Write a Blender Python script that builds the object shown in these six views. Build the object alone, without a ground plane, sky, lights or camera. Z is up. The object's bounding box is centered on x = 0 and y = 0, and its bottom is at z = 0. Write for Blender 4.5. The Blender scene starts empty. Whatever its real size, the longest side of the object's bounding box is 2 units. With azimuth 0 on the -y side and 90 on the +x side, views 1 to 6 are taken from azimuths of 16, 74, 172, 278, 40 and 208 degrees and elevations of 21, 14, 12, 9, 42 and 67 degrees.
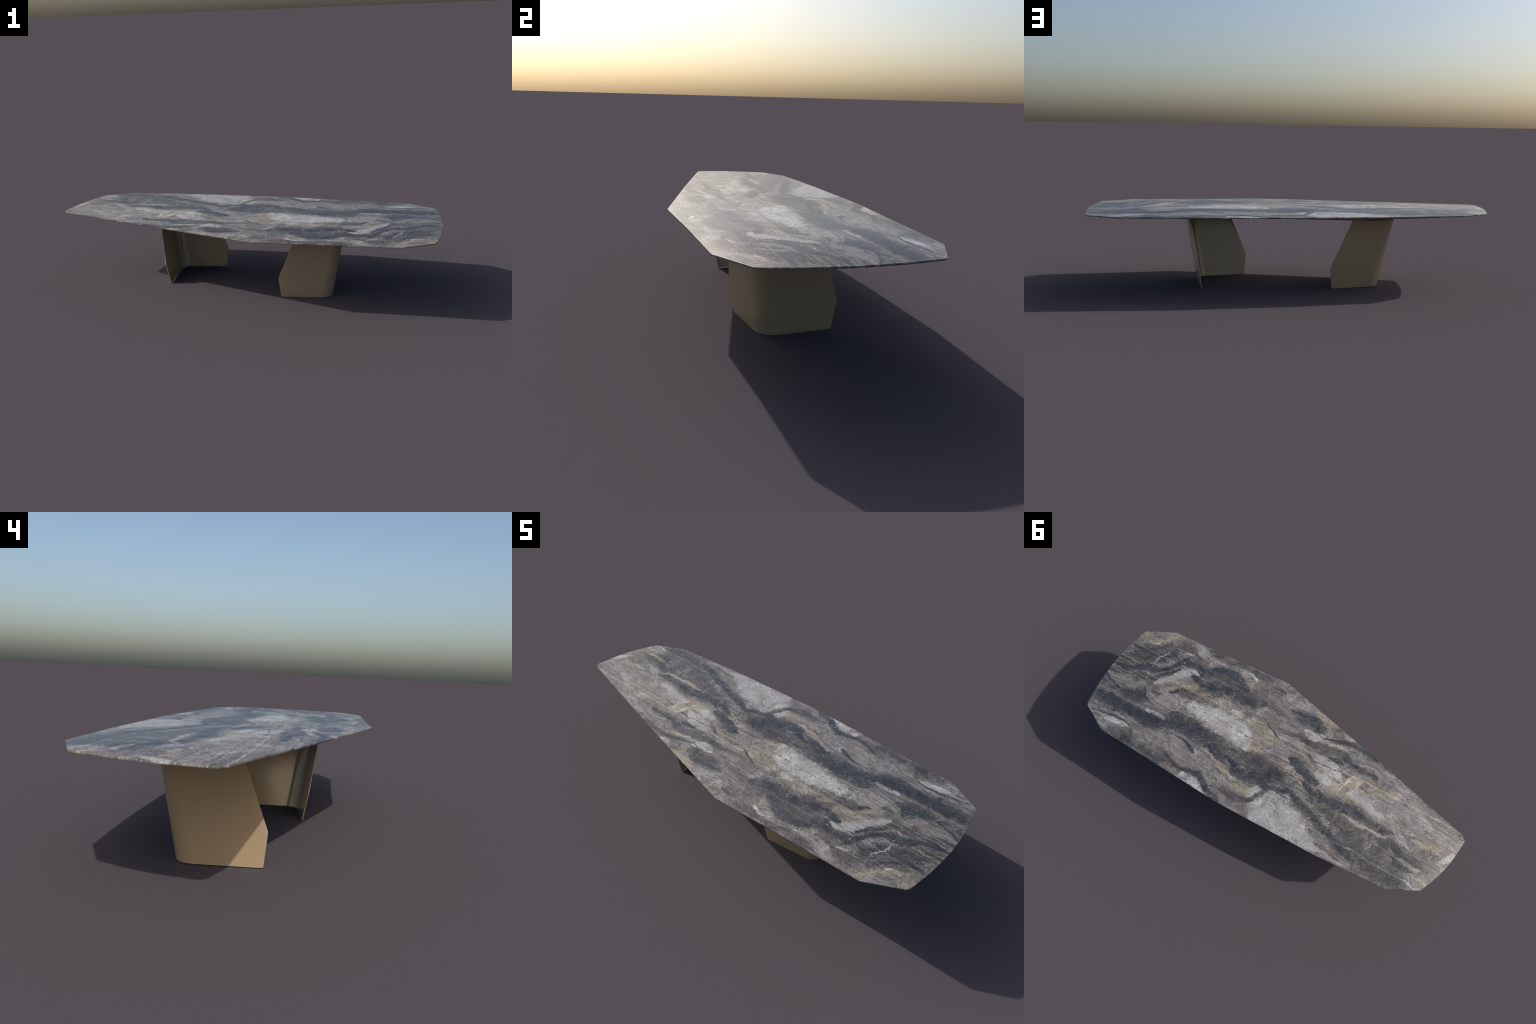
"""Long dining table: a thin, irregular polygonal marble slab on two folded bronze sheet-metal legs.

The slab outline is a polygon with filleted corners.  The marble is one procedural material: a flow
field that follows five guide lines of the stone carries the streaks, and every vein of the stone is
a spine (centre line and half-width along the slab) turned into a mask by Float Curve nodes.
"""
import bpy, bmesh, math
from mathutils import Vector

TOP_Z = 0.3768            # upper face of the slab
SLAB = 0.0062             # slab thickness
LEG_TOP = 0.3415
LEG_SHEET = 0.0046        # thickness of the folded sheet
LEG_CENTRE = (0.032, 0.032)


# ------------------------------------------------------------------ small geometry helpers
def fillet(points, closed=True, steps=8):
    """Polyline (x, y, radius) -> list of (x, y) with circular corner fillets."""
    n, out = len(points), []
    for i, (x, y, r) in enumerate(points):
        if r <= 0 or (not closed and i in (0, n - 1)):
            out.append((x, y))
            continue
        p = Vector((x, y))
        a = (Vector(points[i - 1][:2]) - p)
        b = (Vector(points[(i + 1) % n][:2]) - p)
        la, lb = a.length, b.length
        a.normalize(), b.normalize()
        half = math.acos(max(-1, min(1, a.dot(b)))) / 2
        cut = min(r / math.tan(half), 0.48 * la, 0.48 * lb)
        rr = cut * math.tan(half)
        centre = p + (a + b).normalized() * (rr / math.sin(half))
        s, e = p + a * cut - centre, p + b * cut - centre
        ang = s.angle_signed(e)
        for k in range(steps + 1):
            t = -ang * k / steps
            out.append((centre.x + s.x * math.cos(t) - s.y * math.sin(t),
                        centre.y + s.x * math.sin(t) + s.y * math.cos(t)))
    return out


def mesh_object(name, verts, faces, material, parent, smooth=True):
    me = bpy.data.meshes.new(name)
    me.from_pydata(verts, [], faces)
    me.update()
    bm = bmesh.new()
    bm.from_mesh(me)
    bmesh.ops.recalc_face_normals(bm, faces=bm.faces)
    bm.to_mesh(me)
    bm.free()
    me.materials.append(material)
    ob = bpy.data.objects.new(name, me)
    bpy.context.scene.collection.objects.link(ob)
    ob.parent = parent
    for p in me.polygons:
        p.use_smooth = smooth
    return ob


def sharpen(me, degrees):
    bm = bmesh.new()
    bm.from_mesh(me)
    for e in bm.edges:
        if len(e.link_faces) == 2 and e.calc_face_angle(0) > math.radians(degrees):
            e.smooth = False
    bm.to_mesh(me)
    bm.free()


# ------------------------------------------------------------------ node helper
class Nodes:
    def __init__(self, name):
        self.mat = bpy.data.materials.new(name)
        self.mat.use_nodes = True
        self.tree = self.mat.node_tree
        self.tree.nodes.clear()
        self.out = self.add("ShaderNodeOutputMaterial")
        self.bsdf = self.add("ShaderNodeBsdfPrincipled")
        self.tree.links.new(self.bsdf.outputs[0], self.out.inputs[0])

    def add(self, kind):
        return self.tree.nodes.new(kind)

    def put(self, socket, value):
        if isinstance(value, bpy.types.NodeSocket):
            self.tree.links.new(value, socket)
        elif value is not None:
            if hasattr(socket.default_value, "__len__"):
                v = tuple(value)
                socket.default_value = v + (1,) * (len(socket.default_value) - len(v))
            else:
                socket.default_value = value

    def math(self, op, a, b=None, c=None, clamp=False):
        n = self.add("ShaderNodeMath")
        n.operation, n.use_clamp = op, clamp
        for i, v in enumerate((a, b, c)):
            if v is not None:
                self.put(n.inputs[i], v)
        return n.outputs[0]

    def xyz(self, x, y, z=0.0):
        n = self.add("ShaderNodeCombineXYZ")
        for i, v in enumerate((x, y, z)):
            self.put(n.inputs[i], v)
        return n.outputs[0]

    def vadd(self, a, b, op="ADD"):
        n = self.add("ShaderNodeVectorMath")
        n.operation = op
        self.put(n.inputs[0], a)
        self.put(n.inputs[1], b)
        return n.outputs[0]

    def noise(self, vec, scale, detail=4.0, rough=0.55, distort=0.0, colour=False, kind="FBM"):
        n = self.add("ShaderNodeTexNoise")
        n.noise_type = kind
        self.put(n.inputs["Vector"], vec)
        n.inputs["Scale"].default_value = scale
        n.inputs["Detail"].default_value = detail
        n.inputs["Roughness"].default_value = rough
        n.inputs["Distortion"].default_value = distort
        return n.outputs["Color" if colour else "Fac"]

    def ramp(self, fac, stops):
        n = self.add("ShaderNodeValToRGB")
        self.put(n.inputs[0], fac)
        el = n.color_ramp.elements
        while len(el) < len(stops):
            el.new(0.5)
        for e, (pos, col) in zip(el, stops):
            e.position = pos
            e.color = (*col, 1) if hasattr(col, "__len__") else (col, col, col, 1)
        return n.outputs[0]

    def mix(self, fac, a, b, blend="MIX"):
        n = self.add("ShaderNodeMix")
        n.data_type, n.blend_type = "RGBA", blend
        self.put(n.inputs[0], fac)
        self.put(n.inputs[6], a)
        self.put(n.inputs[7], b)
        return n.outputs[2]

    def remap(self, v, lo, hi, a=0.0, b=1.0, smooth=False):
        n = self.add("ShaderNodeMapRange")
        n.interpolation_type = "SMOOTHSTEP" if smooth else "LINEAR"
        for i, s in enumerate((v, lo, hi, a, b)):
            self.put(n.inputs[i], s)
        return n.outputs[0]

    def curve(self, v, points, handle="AUTO"):
        n = self.add("ShaderNodeFloatCurve")
        m = n.mapping
        m.use_clip = False
        m.extend = "HORIZONTAL"
        c = m.curves[0]
        for _ in range(len(points) - 2):
            c.points.new(0.5, 0.5)
        for p, (x, y) in zip(c.points, points):
            p.location = (x, y)
        for p in c.points:
            p.handle_type = handle
        m.update()
        self.put(n.inputs["Value"], v)
        return n.outputs[0]


# ------------------------------------------------------------------ marble
# ring eyes of the stone: centre, half-length, half-width, direction in degrees, number of folds
EYES = [
    (0.405, 0.191, 0.120, 0.042, 169, 2.2),
    (0.097, -0.008, 0.085, 0.056, -160, 1.1),
    (0.775, 0.086, 0.048, 0.037, -178, 1.5),
    (0.950, 0.087, 0.073, 0.025, 167, 1.6),
    (0.790, 0.267, 0.066, 0.032, 179, 1.5),
    (0.166, -0.309, 0.048, 0.028, -175, 1.0),
    (-0.062, -0.201, 0.028, 0.023, -165, 1.2),
    (0.457, -0.097, 0.070, 0.032, -167, 1.4),
    (0.414, -0.232, 0.056, 0.028, -168, 1.0),
    (-0.790, 0.153, 0.036, 0.028, 175, 1.2),
    (0.563, 0.242, 0.066, 0.037, -176, 1.0),
    (0.489, -0.197, 0.051, 0.023, 176, 1.0),
]


def marble():
    N = Nodes("veined_marble")
    coord = N.add("ShaderNodeTexCoord").outputs["Object"]
    sep = N.add("ShaderNodeSeparateXYZ")
    N.put(sep.inputs[0], coord)
    depth = N.math("SUBTRACT", sep.outputs[2], TOP_Z)          # only the rim of the slab has any
    flat = N.xyz(sep.outputs[0], sep.outputs[1], depth)

    # two scales of wobble so no vein keeps a clean drawn edge
    w1 = N.vadd(N.vadd(N.noise(flat, 9.0, 2, 0.5, colour=True), (0.5, 0.5, 0.5), "SUBTRACT"), (0.030, 0.030, 0), "MULTIPLY")
    w2 = N.vadd(N.vadd(N.noise(flat, 42.0, 4, 0.6, colour=True), (0.5, 0.5, 0.5), "SUBTRACT"), (0.022, 0.022, 0), "MULTIPLY")
    warped = N.vadd(flat, N.vadd(w1, w2))
    ws = N.add("ShaderNodeSeparateXYZ")
    N.put(ws.inputs[0], warped)
    X, Y = ws.outputs[0], ws.outputs[1]

    # flow field: v counts how many guide lines lie below a point, with a ramp between neighbours
    guides = []

    def guide(points):
        guides.append(N.curve(X, points))

    guide([(-0.967, -0.071), (-0.862, -0.102), (-0.742, -0.121), (-0.612, -0.155), (-0.436, -0.212), (-0.27, -0.226), (-0.145, -0.234), (-0.014, -0.249), (0.113, -0.254), (0.247, -0.349), (0.368, -0.337), (0.491, -0.324), (0.62, -0.318), (0.736, -0.291), (0.871, -0.158)])
    guide([(-0.957, -0.013), (-0.86, -0.027), (-0.75, -0.064), (-0.638, -0.102), (-0.513, -0.133), (-0.358, -0.135), (-0.252, -0.112), (-0.145, -0.089), (-0.062, -0.093), (0.083, -0.131), (0.232, -0.183), (0.36, -0.184), (0.49, -0.184), (0.595, -0.211), (0.704, -0.177), (0.779, -0.091), (0.884, -0.049), (0.991, -0.021)])
    guide([(-0.973, 0.064), (-0.903, 0.066), (-0.8, 0.08), (-0.681, 0.062), (-0.57, 0.063), (-0.441, 0.036), (-0.379, 0.05), (-0.265, 0.02), (-0.14, -0.028), (-0.015, -0.034), (0.096, -0.027), (0.241, -0.06), (0.418, -0.072), (0.549, -0.076), (0.654, -0.038), (0.748, 0.018), (0.866, 0.04), (0.98, 0.068)])
    guide([(-0.91, 0.235), (-0.802, 0.234), (-0.691, 0.23), (-0.584, 0.235), (-0.467, 0.225), (-0.375, 0.208), (-0.258, 0.17), (-0.156, 0.13), (-0.049, 0.15), (0.038, 0.17), (0.138, 0.172), (0.251, 0.155), (0.377, 0.109), (0.494, 0.105), (0.602, 0.165), (0.742, 0.175), (0.875, 0.181), (0.988, 0.191)])
    guide([(-0.54, 0.34), (-0.41, 0.307), (-0.306, 0.289), (-0.199, 0.271), (-0.051, 0.285), (0.069, 0.282), (0.192, 0.248), (0.307, 0.229), (0.417, 0.25), (0.549, 0.243), (0.721, 0.254), (0.839, 0.247), (0.922, 0.266)])

    v = N.math("MULTIPLY", Y, 2.0)
    lines = [-0.46] + guides + [0.46]
    for lo, hi in zip(lines, lines[1:]):
        span = N.math("MAXIMUM", N.math("SUBTRACT", hi, lo), 0.02)
        v = N.math("ADD", v, N.math("DIVIDE", N.math("SUBTRACT", Y, lo), span, clamp=True))

    # eddies fold the flow field, so laminae curl instead of running straight
    eddy = N.add("ShaderNodeSeparateXYZ")
    N.put(eddy.inputs[0], N.vadd(N.noise(flat, 6.5, 4, 0.55, 0.8, colour=True), (0.5, 0.5, 0.5), "SUBTRACT"))
    fx = N.math("ADD", X, N.math("MULTIPLY", eddy.outputs[0], 0.26))
    fv = N.math("ADD", v, N.math("MULTIPLY", eddy.outputs[1], 2.6))

    def eye(cx, cy, length, width, degrees, height):
        """Closed rings: a smooth bump in the flow coordinate over an ellipse."""
        dx, dy = N.math("SUBTRACT", X, cx), N.math("SUBTRACT", Y, cy)
        c, s = math.cos(math.radians(degrees)), math.sin(math.radians(degrees))
        a = N.math("ADD", N.math("MULTIPLY", dx, c / length), N.math("MULTIPLY", dy, s / length))
        b = N.math("ADD", N.math("MULTIPLY", dx, -s / width), N.math("MULTIPLY", dy, c / width))
        r = N.math("SQRT", N.math("ADD", N.math("MULTIPLY", a, a), N.math("MULTIPLY", b, b)))
        return N.remap(r, 0.0, 1.0, height, 0.0, smooth=True)

    for spot in EYES:
        fv = N.math("ADD", fv, eye(*spot))
    flow = N.xyz(fx, N.math("ADD", N.math("MULTIPLY", fv, 0.30), N.math("MULTIPLY", depth, 3.0)), 0.0)
    lamina = N.noise(N.vadd(flow, (3.0, 12.0, 1.0), "MULTIPLY"), 1.0, 10, 0.66, 0.9)
    fine = N.noise(N.vadd(flow, (16.0, 60.0, 1.0), "MULTIPLY"), 1.0, 7, 0.68, 1.1)
    cloud = N.noise(warped, 8.0, 10, 0.64, 0.9)
    drift = N.noise(flat, 5.0, 3, 0.5, 0.6)
    grain = N.noise(flat, 170.0, 6, 0.75)
    rag = N.noise(warped, 46.0, 8, 0.74, 0.5)
    swirl = N.noise(N.vadd(flow, (7.0, 20.0, 1.0), "MULTIPLY"), 1.0, 7, 0.66, 1.4)

    def blend(*parts):
        total = None
        for w, sock in parts:
            term = N.math("MULTIPLY", sock, w)
            total = term if total is None else N.math("ADD", total, term)
        return total

    tone = blend((0.44, lamina), (0.22, cloud), (0.34, fine))
    ground_grey = N.ramp(tone, [(0.39, (0.036, 0.035, 0.036)), (0.45, (0.086, 0.080, 0.078)),
                                (0.50, (0.146, 0.134, 0.128)), (0.55, (0.236, 0.221, 0.212)), (0.62, (0.46, 0.445, 0.43))])
    warm = N.ramp(tone, [(0.38, (0.046, 0.042, 0.041)), (0.50, (0.146, 0.126, 0.112)), (0.63, (0.36, 0.325, 0.285))])
    col = N.mix(N.remap(drift, 0.42, 0.62, 0.0, 0.9), ground_grey, warm)

    state = {"col": col}
    # (edge sharpness, raggedness, strength) of each kind of vein
    edges = {"light": (0.8, 1.9, 0.72), "shade": (1.3, 1.8, 0.94), "pale": (2.1, 2.0, 0.92), "ochre": (0.75, 2.2, 0.62),
             "tan": (1.3, 2.0, 0.75), "river": (1.9, 2.5, 0.97), "white": (1.3, 1.6, 0.65)}

    light_c = N.ramp(tone, [(0.39, (0.085, 0.079, 0.075)), (0.48, (0.182, 0.168, 0.159)), (0.60, (0.42, 0.405, 0.39))])
    shade_c = N.ramp(tone, [(0.41, (0.027, 0.027, 0.029)), (0.49, (0.050, 0.047, 0.046)), (0.55, (0.094, 0.085, 0.079)), (0.62, (0.20, 0.182, 0.165))])
    mott = blend((0.16, grain), (0.34, fine), (0.50, cloud))
    pale_c = N.ramp(mott, [(0.40, (0.150, 0.143, 0.136)), (0.46, (0.285, 0.275, 0.264)), (0.52, (0.375, 0.366, 0.354)), (0.60, (0.58, 0.57, 0.555))])
    ochre_c = N.ramp(blend((0.60, mott), (0.40, lamina)), [(0.41, (0.135, 0.115, 0.088)), (0.47, (0.255, 0.215, 0.150)), (0.53, (0.385, 0.325, 0.210)), (0.60, (0.50, 0.46, 0.38))])
    tan_c = N.ramp(mott, [(0.40, (0.25, 0.20, 0.15)), (0.60, (0.50, 0.43, 0.35))])
    speck = blend((0.45, grain), (0.55, fine))
    river_c = N.ramp(speck, [(0.44, (0.017, 0.020, 0.027)), (0.51, (0.028, 0.031, 0.038)), (0.57, (0.055, 0.054, 0.056)), (0.65, (0.17, 0.158, 0.146))])
    white_c = N.ramp(grain, [(0.40, (0.42, 0.42, 0.41)), (0.6, (0.66, 0.66, 0.65))])
    paint = {"light": light_c, "shade": shade_c, "pale": pale_c, "ochre": ochre_c, "tan": tan_c, "river": river_c, "white": white_c}
    torn = blend((0.42, rag), (0.58, swirl))
    raggedness = {"light": swirl, "shade": swirl, "pale": torn, "ochre": swirl, "tan": rag, "river": torn, "white": rag}
    offsets = {k: N.math("MULTIPLY", N.math("SUBTRACT", raggedness[k], 0.5), edges[k][1] * 2) for k in edges}
    union = {}

    def vein(kind, axis, spine):
        """Mask of one vein: spine = (place along the axis, centre across it, half-width)."""
        along, across = (X, Y) if axis == "x" else (Y, X)
        (a, ca, wa), (b, cb, wb) = spine[0], spine[-1]
        tip = max(0.010, 0.8 * wa), max(0.010, 0.8 * wb)
        centre = N.curve(along, [(t, c) for t, c, w in spine])
        width = N.curve(along, [(a - tip[0], 0.0)] + [(t, w) for t, c, w in spine] + [(b + tip[1], 0.0)], "AUTO_CLAMPED")
        gap = N.math("ABSOLUTE", N.math("SUBTRACT", across, centre))
        q = N.math("SUBTRACT", 1.0, N.math("DIVIDE", gap, N.math("MAXIMUM", width, 0.0002)))
        union[kind] = N.math("MAXIMUM", union[kind], q) if kind in union else q

    def light(name, axis, spine): vein("light", axis, spine)
    def shade(name, axis, spine): vein("shade", axis, spine)
    def pale(name, axis, spine): vein("pale", axis, spine)
    def ochre(name, axis, spine): vein("ochre", axis, spine)
    def tan(name, axis, spine): vein("tan", axis, spine)
    def river(name, axis, spine): vein("river", axis, spine)
    def white(name, axis, spine): vein("white", axis, spine)

    light('pale_right_end', 'x', [(0.748, 0.018, 0.0196), (0.793, 0.016, 0.0236), (0.853, 0.027, 0.0277), (0.922, 0.024, 0.0278), (0.988, 0.033, 0.0161)])
    light('pale_below_river', 'x', [(0.691, 0.222, 0.0154), (0.743, 0.211, 0.0191), (0.808, 0.212, 0.0229), (0.873, 0.213, 0.0269), (0.936, 0.217, 0.0232)])
    light('pale_left_field', 'x', [(-0.825, -0.023, 0.0246), (-0.762, -0.038, 0.0391), (-0.699, -0.054, 0.0521), (-0.633, -0.036, 0.0542), (-0.566, -0.018, 0.0536), (-0.517, -0.009, 0.0426)])
    light('pale_under_fold', 'x', [(0.5, -0.033, 0.0314), (0.558, -0.023, 0.028), (0.611, -0.005, 0.0163)])
    light('brown_ribbon', 'x', [(-0.403, 0.204, 0.0142), (-0.366, 0.193, 0.018), (-0.318, 0.176, 0.0182), (-0.272, 0.162, 0.0169), (-0.234, 0.143, 0.0177), (-0.189, 0.119, 0.016)])
    light('eye_halo', 'x', [(0.287, 0.221, 0.0226), (0.348, 0.204, 0.0414), (0.415, 0.19, 0.0491), (0.491, 0.172, 0.0269)])
    light('pale_top', 'x', [(0.35, -0.307, 0.0239), (0.416, -0.308, 0.02), (0.477, -0.302, 0.0204), (0.534, -0.288, 0.0242), (0.595, -0.313, 0.0292), (0.662, -0.314, 0.0293), (0.712, -0.294, 0.0264)])
    shade('dusk_right_end', 'x', [(0.658, -0.275, 0.0244), (0.728, -0.28, 0.0445), (0.757, -0.242, 0.0598), (0.789, -0.202, 0.0549), (0.835, -0.159, 0.0565), (0.893, -0.125, 0.0554), (0.943, -0.1, 0.0558), (0.993, -0.049, 0.0401)])
    shade('dusk_corner', 'x', [(0.805, -0.26, 0.0232), (0.831, -0.218, 0.0287), (0.863, -0.179, 0.0249), (0.918, -0.161, 0.0168), (0.967, -0.152, 0.0125)])
    shade('dusk_left', 'x', [(-0.848, 0.29, 0.0195), (-0.79, 0.283, 0.0504), (-0.72, 0.251, 0.0876), (-0.656, 0.232, 0.0949), (-0.596, 0.224, 0.0887), (-0.53, 0.204, 0.0755), (-0.446, 0.165, 0.0496), (-0.385, 0.157, 0.0316), (-0.317, 0.139, 0.0197), (-0.242, 0.121, 0.0108)])
    shade('dusk_middle', 'x', [(0.042, 0.063, 0.023), (0.093, 0.08, 0.0262), (0.15, 0.087, 0.033), (0.211, 0.087, 0.0331), (0.283, 0.085, 0.03), (0.359, 0.066, 0.0275), (0.431, 0.039, 0.0202)])
    shade('dusk_centre', 'x', [(-0.151, 0.117, 0.0213), (-0.103, 0.116, 0.0356), (-0.042, 0.114, 0.0467), (0.022, 0.108, 0.0433), (0.082, 0.109, 0.029)])
    shade('dusk_grey_tongue', 'x', [(-0.334, -0.152, 0.0147), (-0.288, -0.156, 0.022), (-0.232, -0.149, 0.026), (-0.177, -0.139, 0.0263), (-0.123, -0.129, 0.0223), (-0.075, -0.128, 0.0149)])
    shade('dusk_pebble', 'x', [(0.133, -0.314, 0.0139), (0.167, -0.308, 0.0197), (0.204, -0.306, 0.0157)])
    shade('dusk_upper_swirl', 'x', [(0.3, -0.338, 0.0139), (0.379, -0.34, 0.01), (0.432, -0.334, 0.0102), (0.495, -0.316, 0.0101), (0.552, -0.323, 0.0105), (0.605, -0.343, 0.0066)])
    shade('dusk_edge', 'x', [(0.456, 0.317, 0.0153), (0.49, 0.328, 0.022), (0.524, 0.327, 0.0219)])
    shade('dusk_speckle', 'x', [(-0.051, 0.198, 0.0266), (-0.038, 0.236, 0.0298), (-0.023, 0.27, 0.033), (0.017, 0.302, 0.0221), (0.068, 0.315, 0.021), (0.137, 0.301, 0.0144)])
    shade('dusk_tip', 'x', [(-0.997, -0.052, 0.0089), (-0.98, -0.058, 0.0147), (-0.961, -0.067, 0.0095)])
    shade('dusk_left_end', 'x', [(-0.872, 0.162, 0.0106), (-0.841, 0.15, 0.0176), (-0.798, 0.136, 0.0205), (-0.751, 0.129, 0.0135)])
    shade('dusk_right_corner', 'x', [(0.727, 0.317, 0.0227), (0.781, 0.326, 0.023), (0.824, 0.338, 0.0155)])
    shade('storm_cloud', 'x', [(0.215, -0.198, 0.0309), (0.304, -0.197, 0.0546), (0.4, -0.213, 0.067), (0.504, -0.206, 0.0516), (0.6, -0.219, 0.0362), (0.684, -0.199, 0.029)])
    shade('river_cloud', 'x', [(0.548, 0.118, 0.042), (0.62, 0.17, 0.0501), (0.741, 0.177, 0.042), (0.875, 0.181, 0.0405), (1.005, 0.186, 0.0234)])
    shade('river_cloud_main', 'x', [(0.244, 0.134, 0.0347), (0.323, 0.108, 0.0457), (0.435, 0.097, 0.0526), (0.494, 0.105, 0.0528), (0.56, 0.102, 0.0456)])
    shade('upper_cloud', 'x', [(-0.147, -0.231, 0.023), (-0.083, -0.243, 0.0361), (-0.018, -0.242, 0.0305), (0.039, -0.241, 0.0191)])
    shade('edge_cloud', 'x', [(-0.457, -0.216, 0.011), (-0.37, -0.226, 0.0221), (-0.293, -0.221, 0.0206), (-0.222, -0.204, 0.0115)])
    shade('seam_cloud', 'x', [(-0.64, 0.091, 0.0136), (-0.546, 0.09, 0.0258), (-0.45, 0.089, 0.0329), (-0.357, 0.094, 0.021)])
    shade('fan_cloud', 'x', [(-0.831, 0.182, 0.0211), (-0.787, 0.166, 0.0324), (-0.74, 0.143, 0.0278), (-0.691, 0.12, 0.0149)])
    shade('corner_cloud', 'x', [(0.522, 0.33, 0.0219), (0.573, 0.329, 0.0238), (0.638, 0.327, 0.024), (0.704, 0.326, 0.0241), (0.788, 0.33, 0.0224)])
    shade('wide_end_low', 'x', [(0.756, -0.045, 0.0162), (0.807, -0.035, 0.0206), (0.868, -0.013, 0.0207), (0.937, 0.003, 0.0186), (1.004, 0.023, 0.0125)])
    shade('wide_end_fold', 'x', [(0.691, 0.023, 0.017), (0.729, 0.007, 0.0186), (0.771, -0.002, 0.0121)])
    shade('wide_end_core', 'x', [(0.717, 0.087, 0.0155), (0.754, 0.085, 0.031), (0.803, 0.09, 0.0361), (0.851, 0.109, 0.0209)])
    shade('wide_end_fold_knot', 'x', [(0.409, -0.125, 0.0199), (0.462, -0.113, 0.0286), (0.516, -0.091, 0.0362), (0.55, -0.051, 0.0293), (0.608, -0.046, 0.0157)])
    shade('rim_dusk', 'x', [(0.222, -0.344, 0.0178), (0.325, -0.337, 0.018), (0.434, -0.338, 0.0181), (0.517, -0.329, 0.0182), (0.597, -0.337, 0.0144)])
    light('corner_mist', 'x', [(0.509, 0.178, 0.0422), (0.525, 0.215, 0.063), (0.572, 0.234, 0.0327), (0.628, 0.24, 0.0225)])
    light('fold_mist', 'x', [(0.571, 0.033, 0.0244), (0.627, 0.053, 0.0355), (0.685, 0.058, 0.0352), (0.734, 0.068, 0.0277)])
    light('rim_mist', 'x', [(-0.089, -0.299, 0.0172), (-0.008, -0.297, 0.0274), (0.062, -0.275, 0.0327), (0.128, -0.25, 0.0289)])
    light('end_mist', 'x', [(-0.981, 0.001, 0.0152), (-0.935, -0.004, 0.0237), (-0.885, -0.01, 0.0306), (-0.831, -0.01, 0.0341), (-0.777, -0.007, 0.0308)])
    light('fan_mist', 'x', [(-0.796, 0.11, 0.0141), (-0.757, 0.097, 0.016), (-0.712, 0.08, 0.0127)])
    pale('lens_main', 'x', [(0.118, 0.045, 0.0166), (0.154, 0.026, 0.0451), (0.209, 0.004, 0.0651), (0.266, 0.001, 0.0713), (0.326, 0.005, 0.0641), (0.394, -0.002, 0.0533), (0.46, -0.005, 0.0344), (0.519, -0.003, 0.0192)])
    pale('lens_bright', 'x', [(0.247, -0.084, 0.0134), (0.279, -0.089, 0.0172), (0.31, -0.089, 0.0115)])
    pale('lens_left', 'x', [(-0.357, -0.034, 0.0075), (-0.338, -0.04, 0.0206), (-0.297, -0.051, 0.0369), (-0.253, -0.06, 0.0392), (-0.205, -0.075, 0.0265), (-0.163, -0.086, 0.0113)])
    pale('lens_left_tail', 'x', [(-0.314, 0.017, 0.0126), (-0.28, 0.011, 0.0238), (-0.232, -0.004, 0.0188)])
    pale('finger', 'x', [(-0.613, 0.029, 0.0104), (-0.57, 0.034, 0.0156), (-0.522, 0.029, 0.0194), (-0.5, 0.025, 0.0196), (-0.452, 0.015, 0.018), (-0.417, 0.007, 0.0091)])
    pale('edge_field', 'x', [(-0.38, 0.321, 0.0189), (-0.337, 0.311, 0.0361), (-0.286, 0.301, 0.0584), (-0.231, 0.293, 0.0797), (-0.165, 0.279, 0.0904), (-0.123, 0.275, 0.0831), (-0.081, 0.283, 0.1052), (-0.066, 0.309, 0.0652)])
    pale('edge_field_chip', 'x', [(-0.027, 0.206, 0.02), (-0.011, 0.232, 0.0345), (0.01, 0.249, 0.0202)])
    pale('tongue_chip', 'x', [(-0.163, -0.173, 0.0067), (-0.132, -0.171, 0.0205), (-0.1, -0.17, 0.0226), (-0.072, -0.176, 0.0096)])
    pale('edge_sliver', 'x', [(0.196, 0.361, 0.0073), (0.225, 0.353, 0.0201), (0.265, 0.343, 0.0252), (0.308, 0.338, 0.016), (0.345, 0.339, 0.0089)])
    pale('ridge', 'x', [(0.576, -0.183, 0.0074), (0.62, -0.171, 0.0226), (0.654, -0.141, 0.0322), (0.683, -0.099, 0.0319), (0.714, -0.061, 0.0227), (0.747, -0.026, 0.0114)])
    pale('corner_spark', 'x', [(0.73, 0.259, 0.0069), (0.773, 0.266, 0.0132), (0.798, 0.267, 0.0152), (0.838, 0.272, 0.0096)])
    pale('river_grains', 'x', [(0.575, 0.13, 0.0069), (0.607, 0.126, 0.0106), (0.647, 0.131, 0.0096), (0.693, 0.134, 0.0077)])
    pale('end_spark', 'y', [(0.037, -0.979, 0.0153), (0.072, -0.959, 0.0179), (0.099, -0.939, 0.0102)])
    pale('edge_rubble', 'x', [(-0.55, 0.345, 0.0039), (-0.506, 0.345, 0.0099), (-0.459, 0.341, 0.0133), (-0.418, 0.334, 0.0133), (-0.373, 0.341, 0.0154), (-0.302, 0.363, 0.0123)])
    pale('hook', 'x', [(0.294, -0.306, 0.006), (0.334, -0.322, 0.0072), (0.363, -0.315, 0.0041)])
    ochre('knot_streak', 'x', [(0.06, -0.048, 0.0201), (0.114, -0.071, 0.0268), (0.157, -0.073, 0.023), (0.205, -0.091, 0.0139), (0.255, -0.103, 0.0086), (0.316, -0.114, 0.0069), (0.378, -0.111, 0.0046)])
    ochre('knot', 'x', [(0.047, -0.033, 0.0162), (0.076, -0.02, 0.046), (0.1, -0.006, 0.0582), (0.126, 0.005, 0.0427), (0.159, 0.011, 0.0151)])
    ochre('knot_foot', 'x', [(0.07, 0.03, 0.007), (0.104, 0.041, 0.013), (0.141, 0.041, 0.0092)])
    ochre('left_field', 'x', [(-0.467, 0.028, 0.0064), (-0.433, 0.022, 0.0124), (-0.4, 0.017, 0.0194), (-0.362, 0.018, 0.023), (-0.315, 0.012, 0.0126)])
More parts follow.
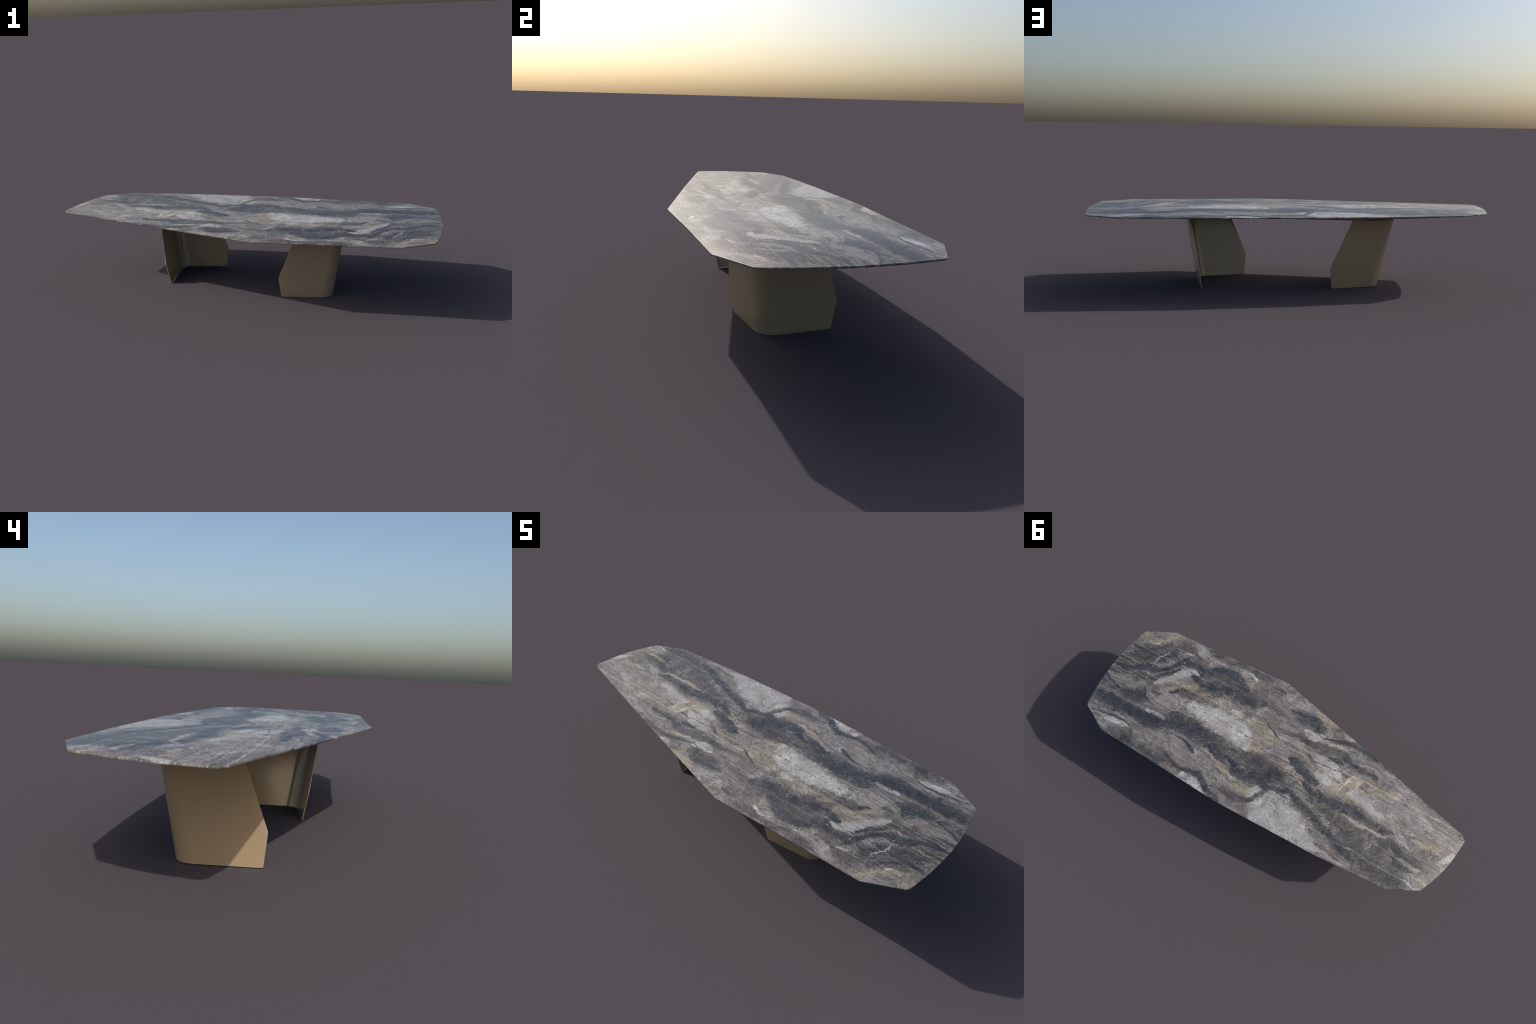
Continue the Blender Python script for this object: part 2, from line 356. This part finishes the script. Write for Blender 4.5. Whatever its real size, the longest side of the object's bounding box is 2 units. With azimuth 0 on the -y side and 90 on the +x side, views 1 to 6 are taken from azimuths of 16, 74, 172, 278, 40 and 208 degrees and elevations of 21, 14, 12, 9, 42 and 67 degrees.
    ochre('left_field_top', 'x', [(-0.442, -0.064, 0.0152), (-0.403, -0.049, 0.0232), (-0.366, -0.031, 0.0178)])
    ochre('left_chip', 'x', [(-0.556, -0.061, 0.0106), (-0.519, -0.065, 0.0162), (-0.494, -0.055, 0.0115)])
    ochre('left_smear', 'x', [(-0.651, 0.023, 0.0227), (-0.649, -0.004, 0.013), (-0.626, 0.042, 0.0196), (-0.596, 0.048, 0.0088)])
    ochre('column', 'x', [(-0.226, -0.004, 0.0065), (-0.191, -0.028, 0.0127), (-0.152, -0.048, 0.0144), (-0.112, -0.069, 0.0124), (-0.072, -0.09, 0.0117)])
    ochre('tongue_line', 'x', [(-0.397, -0.211, 0.0052), (-0.341, -0.205, 0.0082), (-0.289, -0.192, 0.0094), (-0.251, -0.187, 0.0082), (-0.208, -0.178, 0.006), (-0.168, -0.172, 0.0045)])
    ochre('edge_patch', 'x', [(0.112, 0.241, 0.0055), (0.136, 0.234, 0.0111), (0.161, 0.227, 0.0128), (0.184, 0.224, 0.0091)])
    ochre('edge_patch_low', 'x', [(0.005, 0.259, 0.0123), (0.03, 0.257, 0.0194), (0.064, 0.26, 0.0178), (0.101, 0.265, 0.0107)])
    ochre('river_hem', 'x', [(0.139, 0.229, 0.0074), (0.173, 0.219, 0.0111), (0.211, 0.211, 0.0096), (0.264, 0.181, 0.0074), (0.312, 0.156, 0.0072), (0.368, 0.135, 0.004)])
    ochre('corner', 'x', [(0.931, -0.257, 0.0186), (0.958, -0.236, 0.0252), (0.98, -0.223, 0.0145)])
    ochre('corner_bands', 'x', [(0.789, -0.337, 0.0062), (0.815, -0.308, 0.0124), (0.854, -0.264, 0.0144), (0.898, -0.23, 0.0114), (0.949, -0.192, 0.0077)])
    ochre('fold_line', 'x', [(0.545, -0.103, 0.0169), (0.596, -0.082, 0.0114), (0.64, -0.049, 0.0103), (0.687, -0.003, 0.0081)])
    ochre('fold_knot', 'x', [(0.46, -0.105, 0.0062), (0.481, -0.097, 0.016), (0.501, -0.081, 0.0153)])
    ochre('end_patch', 'x', [(-0.933, 0.037, 0.0066), (-0.896, 0.053, 0.016), (-0.864, 0.062, 0.0154), (-0.83, 0.066, 0.0118), (-0.793, 0.064, 0.0061)])
    ochre('end_ribbon', 'x', [(-0.875, 0.183, 0.0059), (-0.832, 0.184, 0.0125), (-0.796, 0.184, 0.0126), (-0.754, 0.173, 0.0062)])
    ochre('end_corner', 'x', [(-0.929, 0.231, 0.0046), (-0.906, 0.226, 0.0059), (-0.881, 0.226, 0.0045)])
    ochre('edge_glow', 'x', [(-0.203, -0.277, 0.0058), (-0.165, -0.287, 0.0116), (-0.113, -0.294, 0.0115), (-0.068, -0.3, 0.0058)])
    ochre('left_smudge', 'x', [(-0.64, -0.099, 0.0093), (-0.607, -0.088, 0.0146), (-0.573, -0.08, 0.0108)])
    ochre('left_rim', 'x', [(-0.741, -0.075, 0.0054), (-0.722, -0.084, 0.0079), (-0.695, -0.102, 0.0062)])
    tan('seam', 'x', [(-0.67, 0.121, 0.0048), (-0.625, 0.128, 0.0088), (-0.58, 0.126, 0.0054), (-0.535, 0.128, 0.0085), (-0.501, 0.128, 0.0113), (-0.478, 0.118, 0.0071), (-0.429, 0.119, 0.0041), (-0.382, 0.117, 0.0031), (-0.346, 0.122, 0.0063), (-0.311, 0.114, 0.0028), (-0.267, 0.111, 0.0021)])
    tan('ribbon_seam', 'x', [(-0.494, 0.254, 0.0018), (-0.447, 0.237, 0.0018), (-0.395, 0.224, 0.0018), (-0.337, 0.189, 0.0016)])
    tan('column_seam', 'x', [(-0.336, 0.113, 0.0028), (-0.284, 0.103, 0.0022), (-0.226, 0.09, 0.0029), (-0.177, 0.081, 0.0037), (-0.13, 0.061, 0.0023)])
    tan('dusk_hair', 'x', [(0.112, 0.122, 0.0018), (0.14, 0.116, 0.0015), (0.174, 0.114, 0.0022), (0.204, 0.119, 0.0019)])
    tan('swirl_hair', 'x', [(0.656, -0.264, 0.0017), (0.686, -0.256, 0.0032), (0.711, -0.239, 0.002)])
    river('bend', 'x', [(0.544, 0.13, 0.0141), (0.576, 0.153, 0.0307), (0.62, 0.17, 0.036), (0.679, 0.178, 0.0334), (0.742, 0.175, 0.0286), (0.811, 0.176, 0.0261), (0.876, 0.179, 0.0262), (0.944, 0.177, 0.0214), (1.007, 0.183, 0.0118)])
    river('main', 'x', [(0.193, 0.181, 0.0069), (0.214, 0.174, 0.0149), (0.251, 0.155, 0.0221), (0.291, 0.139, 0.0256), (0.334, 0.124, 0.0274), (0.377, 0.109, 0.0298), (0.431, 0.104, 0.0356), (0.494, 0.105, 0.0415), (0.538, 0.103, 0.0427), (0.58, 0.086, 0.0124)])
    river('lower', 'x', [(-0.083, 0.098, 0.0142), (-0.051, 0.125, 0.0424), (-0.023, 0.138, 0.0503), (0.007, 0.155, 0.0347), (0.053, 0.178, 0.0264), (0.096, 0.187, 0.027), (0.138, 0.172, 0.0236), (0.174, 0.154, 0.0135), (0.207, 0.147, 0.0074)])
    river('shelf', 'x', [(-0.173, 0.139, 0.0078), (-0.118, 0.165, 0.0143), (-0.066, 0.179, 0.0163), (-0.008, 0.188, 0.0126)])
    river('descent', 'x', [(-0.588, 0.299, 0.0102), (-0.546, 0.289, 0.0206), (-0.516, 0.28, 0.0265), (-0.477, 0.264, 0.0255), (-0.438, 0.247, 0.0216), (-0.393, 0.234, 0.0199), (-0.353, 0.217, 0.0202), (-0.305, 0.2, 0.021), (-0.254, 0.185, 0.019), (-0.21, 0.169, 0.0161), (-0.173, 0.149, 0.0088)])
    river('second', 'x', [(-0.258, 0.05, 0.0091), (-0.227, 0.043, 0.0203), (-0.184, 0.029, 0.0247), (-0.127, 0.006, 0.0208), (-0.072, -0.005, 0.0093)])
    river('second_low', 'x', [(-0.462, 0.104, 0.0086), (-0.403, 0.108, 0.0139), (-0.357, 0.109, 0.0167), (-0.302, 0.1, 0.017), (-0.246, 0.091, 0.0146), (-0.192, 0.072, 0.0076)])
    river('second_top', 'x', [(-0.618, 0.084, 0.0069), (-0.569, 0.092, 0.012), (-0.526, 0.089, 0.0139), (-0.483, 0.078, 0.0157), (-0.426, 0.078, 0.0122), (-0.371, 0.077, 0.0052)])
    river('seam_drop', 'x', [(-0.685, 0.084, 0.0054), (-0.653, 0.095, 0.0124), (-0.627, 0.11, 0.0059)])
    river('end_fan', 'x', [(-0.862, 0.172, 0.0047), (-0.823, 0.164, 0.0084), (-0.787, 0.158, 0.0096), (-0.753, 0.147, 0.0161), (-0.719, 0.132, 0.0214), (-0.681, 0.114, 0.0074)])
    river('end_fan_low', 'x', [(-0.842, 0.205, 0.0052), (-0.81, 0.206, 0.0138), (-0.772, 0.202, 0.0158), (-0.736, 0.18, 0.0077)])
    river('tongue', 'x', [(-0.32, -0.11, 0.0051), (-0.287, -0.106, 0.0109), (-0.244, -0.112, 0.0044)])
    river('tongue_long', 'x', [(-0.501, -0.13, 0.0043), (-0.44, -0.127, 0.009), (-0.392, -0.129, 0.0109), (-0.343, -0.135, 0.012), (-0.307, -0.136, 0.0066)])
    river('upper', 'x', [(-0.119, -0.26, 0.0095), (-0.073, -0.261, 0.0152), (-0.02, -0.253, 0.0097), (0.013, -0.247, 0.0116), (0.056, -0.243, 0.0058)])
    river('upper_low', 'x', [(-0.128, -0.214, 0.0082), (-0.095, -0.237, 0.0143), (-0.051, -0.229, 0.0141), (-0.009, -0.215, 0.006)])
    river('upper_edge', 'x', [(-0.468, -0.218, 0.0044), (-0.432, -0.219, 0.0103), (-0.392, -0.222, 0.0111), (-0.349, -0.228, 0.0141), (-0.308, -0.23, 0.013), (-0.266, -0.219, 0.0095), (-0.23, -0.211, 0.0058), (-0.172, -0.193, 0.0031)])
    river('storm', 'x', [(0.272, -0.193, 0.0132), (0.31, -0.213, 0.023), (0.348, -0.24, 0.0233), (0.381, -0.259, 0.0258), (0.422, -0.269, 0.0279), (0.463, -0.265, 0.0225), (0.509, -0.248, 0.0222), (0.544, -0.222, 0.024), (0.591, -0.219, 0.0193), (0.641, -0.214, 0.0172), (0.686, -0.202, 0.0216), (0.716, -0.16, 0.0142)])
    river('storm_low', 'x', [(0.176, -0.202, 0.0101), (0.211, -0.19, 0.0224), (0.25, -0.177, 0.0204), (0.285, -0.166, 0.0233), (0.323, -0.172, 0.0305), (0.376, -0.174, 0.0304), (0.418, -0.173, 0.024), (0.444, -0.153, 0.0272), (0.492, -0.154, 0.0244), (0.538, -0.151, 0.0197), (0.6, -0.159, 0.008)])
    river('fold_dark', 'x', [(0.524, -0.038, 0.0043), (0.556, -0.052, 0.009), (0.59, -0.059, 0.0102), (0.613, -0.04, 0.0124), (0.645, -0.01, 0.0043)])
    river('right_vein', 'x', [(0.7, -0.171, 0.0158), (0.737, -0.127, 0.0202), (0.773, -0.095, 0.0183), (0.822, -0.088, 0.0202), (0.863, -0.069, 0.0229), (0.9, -0.039, 0.014), (0.947, -0.024, 0.0103), (1.003, -0.018, 0.004)])
    river('right_vein_low', 'x', [(0.678, -0.152, 0.0112), (0.72, -0.102, 0.0142), (0.769, -0.063, 0.0061)])
    river('hairpin', 'x', [(0.89, 0.093, 0.0056), (0.927, 0.086, 0.0065), (0.962, 0.075, 0.006), (1.001, 0.056, 0.0035)])
    river('hairpin_low', 'x', [(0.89, 0.096, 0.0048), (0.912, 0.111, 0.0056), (0.947, 0.113, 0.0043), (0.992, 0.1, 0.0033)])
    river('boulder', 'x', [(0.736, 0.079, 0.0101), (0.758, 0.073, 0.0369), (0.781, 0.077, 0.0377), (0.808, 0.083, 0.032), (0.822, 0.101, 0.0191)])
    river('corner_line', 'x', [(0.715, 0.255, 0.0031), (0.761, 0.245, 0.0046), (0.8, 0.24, 0.0053), (0.839, 0.247, 0.0054), (0.884, 0.258, 0.0051), (0.934, 0.268, 0.0023)])
    river('edge_vein', 'x', [(0.115, 0.368, 0.007), (0.155, 0.362, 0.014), (0.197, 0.341, 0.0181), (0.23, 0.322, 0.0205), (0.262, 0.298, 0.0154), (0.295, 0.296, 0.0119), (0.331, 0.304, 0.0123), (0.365, 0.316, 0.0109), (0.401, 0.311, 0.0104), (0.439, 0.298, 0.0093), (0.479, 0.282, 0.0047)])
    river('knot_slash', 'x', [(0.028, -0.074, 0.0041), (0.074, -0.095, 0.0049), (0.118, -0.114, 0.0033)])
    river('lens_crack', 'x', [(-0.335, -0.069, 0.0022), (-0.281, -0.059, 0.0025), (-0.242, -0.058, 0.0033), (-0.189, -0.053, 0.0018)])
    river('eye', 'x', [(0.354, 0.208, 0.0048), (0.389, 0.193, 0.0095), (0.437, 0.176, 0.0059), (0.476, 0.181, 0.0045)])
    white('flash', 'y', [(-0.213, 0.784, 0.0023), (-0.189, 0.798, 0.0028), (-0.167, 0.809, 0.003), (-0.128, 0.811, 0.0024)])
    white('flash_small', 'y', [(-0.027, 0.544, 0.0018), (-0.011, 0.553, 0.002), (0.015, 0.553, 0.0019)])
    white('flash_low', 'y', [(-0.039, 0.498, 0.0017), (-0.014, 0.508, 0.002), (0.011, 0.51, 0.0019)])
    white('crack', 'y', [(-0.097, -0.394, 0.0019), (-0.043, -0.379, 0.0025), (-0.007, -0.375, 0.0022), (0.032, -0.363, 0.0015)])
    white('crack_low', 'y', [(-0.075, -0.432, 0.0014), (-0.042, -0.438, 0.0018), (-0.007, -0.426, 0.0027), (0.016, -0.416, 0.0038)])
    white('pebble', 'x', [(0.862, -0.237, 0.0043), (0.871, -0.23, 0.0074), (0.88, -0.223, 0.0042)])
    white('shard', 'x', [(0.103, 0.232, 0.0018), (0.119, 0.228, 0.0036), (0.137, 0.226, 0.0014)])
    white('scratch', 'y', [(0.196, -0.102, 0.0014), (0.22, -0.103, 0.0021), (0.246, -0.102, 0.0014)])
    white('scratch_low', 'x', [(-0.142, 0.26, 0.0014), (-0.123, 0.254, 0.0025), (-0.105, 0.25, 0.0014)])
    white('scratch_edge', 'y', [(0.295, -0.261, 0.0015), (0.331, -0.276, 0.0026), (0.356, -0.287, 0.0015)])
    white('tongue_spark', 'x', [(-0.175, -0.199, 0.0022), (-0.158, -0.199, 0.0067), (-0.141, -0.202, 0.0023)])
    white('corner_white', 'x', [(0.765, 0.264, 0.0031), (0.78, 0.268, 0.0061), (0.801, 0.269, 0.003)])
    white('edge_white', 'x', [(0.293, 0.361, 0.0018), (0.305, 0.362, 0.0043), (0.317, 0.363, 0.0018)])
    white('lens_hair', 'x', [(0.199, -0.047, 0.0019), (0.289, -0.036, 0.0023), (0.376, -0.007, 0.0019), (0.465, -0.006, 0.0015)])
    white('end_zigzag', 'y', [(0.153, -0.623, 0.001), (0.193, -0.621, 0.0015), (0.212, -0.609, 0.002)])
    white('end_hook', 'x', [(-0.87, 0.277, 0.0021), (-0.842, 0.264, 0.0024), (-0.815, 0.26, 0.0013)])

    # every dark vein sits in a smoky halo
    halo = N.math("MULTIPLY_ADD", N.math("MAXIMUM", union["river"], -3.0), 0.55, 0.12)
    union["shade"] = N.math("MAXIMUM", union["shade"], halo)
    for kind in ("light", "shade", "pale", "ochre", "tan", "river", "white"):
        sharp, amp, strength = edges[kind]
        q = N.math("MAXIMUM", union[kind], -3.0)
        m = N.math("MULTIPLY_ADD", N.math("ADD", q, offsets[kind]), sharp, 0.5, clamp=True)
        state["col"] = N.mix(N.math("MULTIPLY", m, strength), state["col"], paint[kind])
        union[kind + "_mask"] = m

    # hair veins: iso-lines of noise in flow space, pale and dark
    def hairs(scale, bands, width, strength, lo, hi, gate_scale, colour):
        h = N.noise(N.vadd(flow, scale, "MULTIPLY"), 1.0, 5, 0.6, 1.3)
        line = N.math("ABSOLUTE", N.math("SUBTRACT", N.math("FRACT", N.math("MULTIPLY", h, bands)), 0.5))
        gate = N.remap(N.noise(flat, gate_scale, 4, 0.65), lo, hi)
        state["col"] = N.mix(N.math("MULTIPLY", N.remap(line, 0.0, width, strength, 0.0), gate), state["col"], colour)

    hairs((6.0, 21.0, 1.0), 8.0, 0.10, 0.72, 0.46, 0.60, 15.0, (0.32, 0.305, 0.29))
    hairs((7.0, 25.0, 1.0), 7.0, 0.12, 0.75, 0.46, 0.58, 12.0, (0.040, 0.041, 0.046))
    hairs((12.0, 44.0, 2.0), 6.0, 0.12, 0.45, 0.44, 0.60, 18.0, (0.40, 0.385, 0.365))
    hairs((13.0, 48.0, 5.0), 6.0, 0.12, 0.50, 0.46, 0.62, 16.0, (0.038, 0.038, 0.041))
    hairs((5.0, 19.0, 3.0), 6.0, 0.07, 0.34, 0.50, 0.64, 9.0, (0.36, 0.30, 0.21))

    # fracture lines: dark in the pale lenses, white elsewhere
    def fractures(vec, scale, width, gate, colour):
        c = N.add("ShaderNodeTexVoronoi")
        c.feature = "DISTANCE_TO_EDGE"
        N.put(c.inputs["Vector"], vec)
        c.inputs["Scale"].default_value = scale
        m = N.math("MULTIPLY", N.remap(c.outputs["Distance"], 0.0, width, 1.0, 0.0), gate)
        state["col"] = N.mix(m, state["col"], colour)

    bright = N.math("MAXIMUM", union["pale_mask"], union["ochre_mask"])
    fractures(N.vadd(warped, (1.0, 1.9, 1.0), "MULTIPLY"), 21.0, 0.05,
              N.math("MULTIPLY", bright, N.remap(cloud, 0.46, 0.60, 0.0, 0.75)), (0.085, 0.085, 0.088))
    fractures(N.vadd(warped, (1.7, 1.2, 1.0), "MULTIPLY"), 17.0, 0.028,
              N.math("MULTIPLY", bright, N.remap(drift, 0.44, 0.58, 0.42, 0.0)), (0.62, 0.62, 0.61))
    fractures(N.vadd(warped, (1.6, 1.0, 1.0), "MULTIPLY"), 13.0, 0.018,
              N.remap(N.noise(flat, 26.0, 3, 0.6), 0.58, 0.70, 0.0, 0.6), (0.46, 0.45, 0.43))

    # scattered white crystals
    cells = N.add("ShaderNodeTexVoronoi")
    N.put(cells.inputs["Vector"], warped)
    cells.inputs["Scale"].default_value = 75.0
    where = N.remap(N.noise(flat, 7.0, 3, 0.6), 0.50, 0.62)
    dot = N.math("MULTIPLY", N.remap(cells.outputs["Distance"], 0.10, 0.20, 1.0, 0.0), where)
    state["col"] = N.mix(N.math("MULTIPLY", dot, 0.8), state["col"], (0.60, 0.60, 0.59))

    # crystalline grain over everything
    sparkle = N.noise(flat, 330.0, 3, 0.7)
    g = N.remap(blend((0.6, grain), (0.4, sparkle)), 0.34, 0.66, 0.76, 1.26)
    state["col"] = N.mix(1.0, state["col"], N.xyz(g, g, g), "MULTIPLY")
    N.put(N.bsdf.inputs["Base Color"], state["col"])
    N.bsdf.inputs["Roughness"].default_value = 0.37
    N.bsdf.inputs["Specular IOR Level"].default_value = 0.55
    return N.mat


def bronze():
    N = Nodes("bronze_lacquer")
    coord = N.add("ShaderNodeTexCoord").outputs["Object"]
    g = N.noise(coord, 420.0, 3, 0.6)
    N.put(N.bsdf.inputs["Base Color"], N.ramp(g, [(0.3, (0.358, 0.272, 0.169)), (0.7, (0.374, 0.284, 0.177))]))
    N.bsdf.inputs["Metallic"].default_value = 0.08
    N.put(N.bsdf.inputs["Roughness"], N.remap(g, 0.3, 0.7, 0.16, 0.19))
    return N.mat


def steel():
    N = Nodes("dark_support_steel")
    coord = N.add("ShaderNodeTexCoord").outputs["Object"]
    g = N.noise(coord, 60.0, 3, 0.6)
    N.put(N.bsdf.inputs["Base Color"], N.ramp(g, [(0.3, (0.15, 0.12, 0.085)), (0.7, (0.19, 0.15, 0.105))]))
    N.bsdf.inputs["Metallic"].default_value = 0.4
    N.bsdf.inputs["Roughness"].default_value = 0.5
    return N.mat


# ------------------------------------------------------------------ parts
def slab(material, parent):
    outline = fillet([
        (0.820, 0.3405, 0.060), (0.480, 0.3555, 1.2), (0.120, 0.3740, 0.80), (-0.420, 0.3620, 1.2),
        (-0.772, 0.3385, 0.060), (-0.9165, 0.2640, 0.030), (-0.9555, 0.1720, 0.60), (-0.9825, 0.0850, 0.60),
        (-1.0005, -0.0600, 0.008), (-0.976, -0.0805, 0.022), (-0.400, -0.2355, 2.0), (0.147, -0.3748, 0.085), (0.480, -0.3540, 1.2),
        (0.820, -0.3405, 0.060), (0.972, -0.2610, 0.030), (0.9938, -0.1350, 0.60), (1.0008, -0.0200, 0.60),
        (1.0008, 0.0200, 0.60), (0.9938, 0.1350, 0.60), (0.972, 0.2610, 0.030)])
    n = len(outline)

    def inset(d):
        res = []
        for i in range(n):
            a, b, c = Vector(outline[i - 1]), Vector(outline[i]), Vector(outline[(i + 1) % n])
            t = (c - a).normalized()
            inward = Vector((-t.y, t.x))
            if inward.dot(-b) < 0:
                inward = -inward
            p = b + inward * d
            res.append((p.x, p.y))
        return res

    r = 0.0017
    rings = [(TOP_Z, r), (TOP_Z - 0.3 * r, 0.3 * r), (TOP_Z - r, 0.0),
             (TOP_Z - SLAB + r, 0.0), (TOP_Z - SLAB + 0.3 * r, 0.3 * r), (TOP_Z - SLAB, r)]
    verts, faces = [], []
    for z, d in rings:
        verts += [(x, y, z) for x, y in inset(d)]
    for k in range(len(rings) - 1):
        for i in range(n):
            j = (i + 1) % n
            faces.append((k * n + i, k * n + j, (k + 1) * n + j, (k + 1) * n + i))
    faces.append(tuple(range(n)))
    last = (len(rings) - 1) * n
    faces.append(tuple(range(last, last + n))[::-1])
    ob = mesh_object("tabletop", verts, faces, material, parent)
    sharpen(ob.data, 30)
    return ob


LEAN = (-0.1675, 0.1356)                      # drift of the folded sheet per metre of height


def wide_panel(y):                            # foot line of the panel that faces the end of the table
    return (-0.431 - 0.104 * (y + 0.114), y)


def narrow_panel(x):                          # foot line of the panel that faces the long side
    return (x, 0.177 + 0.135 * (x + 0.200))


def leg_mesh(material, parent):
    # free edges: (coordinate along the panel, height), widest at the kink
    wide_edge = fillet([(0.0, 0.0, 0), (-0.1150, 0.0, 0.007), (-0.1410, 0.110, 0.030), (-0.0940, LEG_TOP, 0)], False)[1:]
    narrow_edge = fillet([(-0.40, 0.0, 0), (-0.200, 0.0, 0.007), (-0.172, 0.110, 0.030), (-0.2275, LEG_TOP, 0)], False)[1:]
    # corner of the two foot lines and the bend between them
    k = 0.104 * 0.135
    y0 = (0.177 + 0.135 * (-0.431 - 0.104 * 0.114 + 0.200)) / (1 + k)
    corner = Vector(wide_panel(y0))
    da = (Vector(wide_panel(-0.1)) - corner).normalized()
    db = (Vector(narrow_panel(-0.2)) - corner).normalized()
    half = math.acos(da.dot(db)) / 2
    radius = 0.060
    cut = radius / math.tan(half)
    centre = corner + (da + db).normalized() * (radius / math.sin(half))
    s0, s1 = corner + da * cut, corner + db * cut
    a0 = math.atan2(s0.y - centre.y, s0.x - centre.x)
    a1 = math.atan2(s1.y - centre.y, s1.x - centre.x)
    while a1 - a0 > math.pi: a1 -= 2 * math.pi
    while a1 - a0 < -math.pi: a1 += 2 * math.pi

    def edge_at(profile, z):
        for (u, h), (u2, h2) in zip(profile, profile[1:]):
            if h - 1e-9 <= z <= h2 + 1e-9:
                return u if h2 - h < 1e-9 else u + (u2 - u) * (z - h) / (h2 - h)
        return profile[-1][0]

    heights = sorted({round(h, 5) for _, h in wide_edge} | {round(h, 5) for _, h in narrow_edge}
                     | {0.0, LEG_TOP} | {0.03 * i for i in range(1, 12)})
    heights = [h for i, h in enumerate(heights) if i == 0 or h - heights[i - 1] > 1e-4]
    rows = []
    for z in heights:
        ua, ub = edge_at(wide_edge, z), edge_at(narrow_edge, z)
        pa, pb = Vector(wide_panel(ua)), Vector(narrow_panel(ub))
        row = []
        na, nb = Vector((-da.y, da.x)), Vector((-db.y, db.x))
        if na.dot(centre - s0) < 0: na = -na
        if nb.dot(centre - s1) < 0: nb = -nb
        for i in range(12):
            row.append((pa.lerp(s0, i / 12), na))
        for i in range(25):
            a = a0 + (a1 - a0) * i / 24
            d = Vector((math.cos(a), math.sin(a)))
            row.append((centre + d * radius, -d))
        for i in range(1, 13):
            row.append((s1.lerp(pb, i / 12), nb))
        rows.append((z, row))
    m, cols = len(rows), len(rows[0][1])
    verts, faces = [], []
    for layer in (0.0, LEG_SHEET):
        for z, row in rows:
            for p, inward in row:
                q = p + inward * layer
                verts.append((q.x + LEAN[0] * z, q.y + LEAN[1] * z, z))
    off = m * cols
    for r in range(m - 1):
        for c in range(cols - 1):
            a = r * cols + c
            faces.append((a, a + 1, a + cols + 1, a + cols))
            faces.append((off + a, off + a + cols, off + a + cols + 1, off + a + 1))
        for c in (0, cols - 1):
            a = r * cols + c
            faces.append((a, a + cols, off + a + cols, off + a))
    for r in (0, m - 1):
        for c in range(cols - 1):
            a = r * cols + c
            faces.append((a, a + 1, off + a + 1, off + a))
    ob = mesh_object("leg", verts, faces, material, parent)
    bev = ob.modifiers.new("edge", "BEVEL")
    bev.width, bev.segments, bev.limit_method, bev.angle_limit = 0.0009, 2, "ANGLE", math.radians(50)
    dg = bpy.context.evaluated_depsgraph_get()
    me = bpy.data.meshes.new_from_object(ob.evaluated_get(dg))
    ob.modifiers.clear()
    ob.data = me
    for p in me.polygons:
        p.use_smooth = True
    sharpen(me, 50)
    return ob


def prism(name, outline, z0, z1, material, parent):
    n = len(outline)
    verts = [(x, y, z0) for x, y in outline] + [(x, y, z1) for x, y in outline]
    faces = [tuple(range(n))[::-1], tuple(range(n, 2 * n))]
    faces += [(i, (i + 1) % n, n + (i + 1) % n, n + i) for i in range(n)]
    ob = mesh_object(name, verts, faces, material, parent, smooth=False)
    return ob


def build():
    table = bpy.data.objects.new("dining_table", None)
    bpy.context.scene.collection.objects.link(table)
    table["label"] = "long polygonal grey veined marble table on two folded bronze legs"
    table["category"] = "dining table"
    stone, metal, dark = marble(), bronze(), steel()
    slab(stone, table)
    first = leg_mesh(metal, table)
    first.location = (*LEG_CENTRE, 0)
    second = first.copy()
    second.rotation_euler = (0, 0, math.pi)
    bpy.context.scene.collection.objects.link(second)
    # hidden carrier plate below the stone, point-symmetric about the legs
    half = [(-0.746, 0.150), (-0.46, 0.186), (-0.30, 0.224), (0.746, 0.030)]
    ring = half + [(-x, -y) for x, y in half]
    plate = prism("support_plate", fillet([(x, y, 0.01) for x, y in ring]), LEG_TOP + 0.003, TOP_Z - SLAB - 0.0004, dark, table)
    plate.location = (*LEG_CENTRE, 0)
    # short mounting flanges that tie each leg to the plate
    flange = [(-0.485, -0.03), (-0.29, -0.03), (-0.29, 0.165), (-0.47, 0.165)]
    f1 = prism("mounting_flange", fillet([(x, y, 0.015) for x, y in flange]), LEG_TOP - 0.006, LEG_TOP + 0.0028, dark, table)
    f1.location = (*LEG_CENTRE, 0)
    f2 = f1.copy()
    f2.rotation_euler = (0, 0, math.pi)
    bpy.context.scene.collection.objects.link(f2)


build()
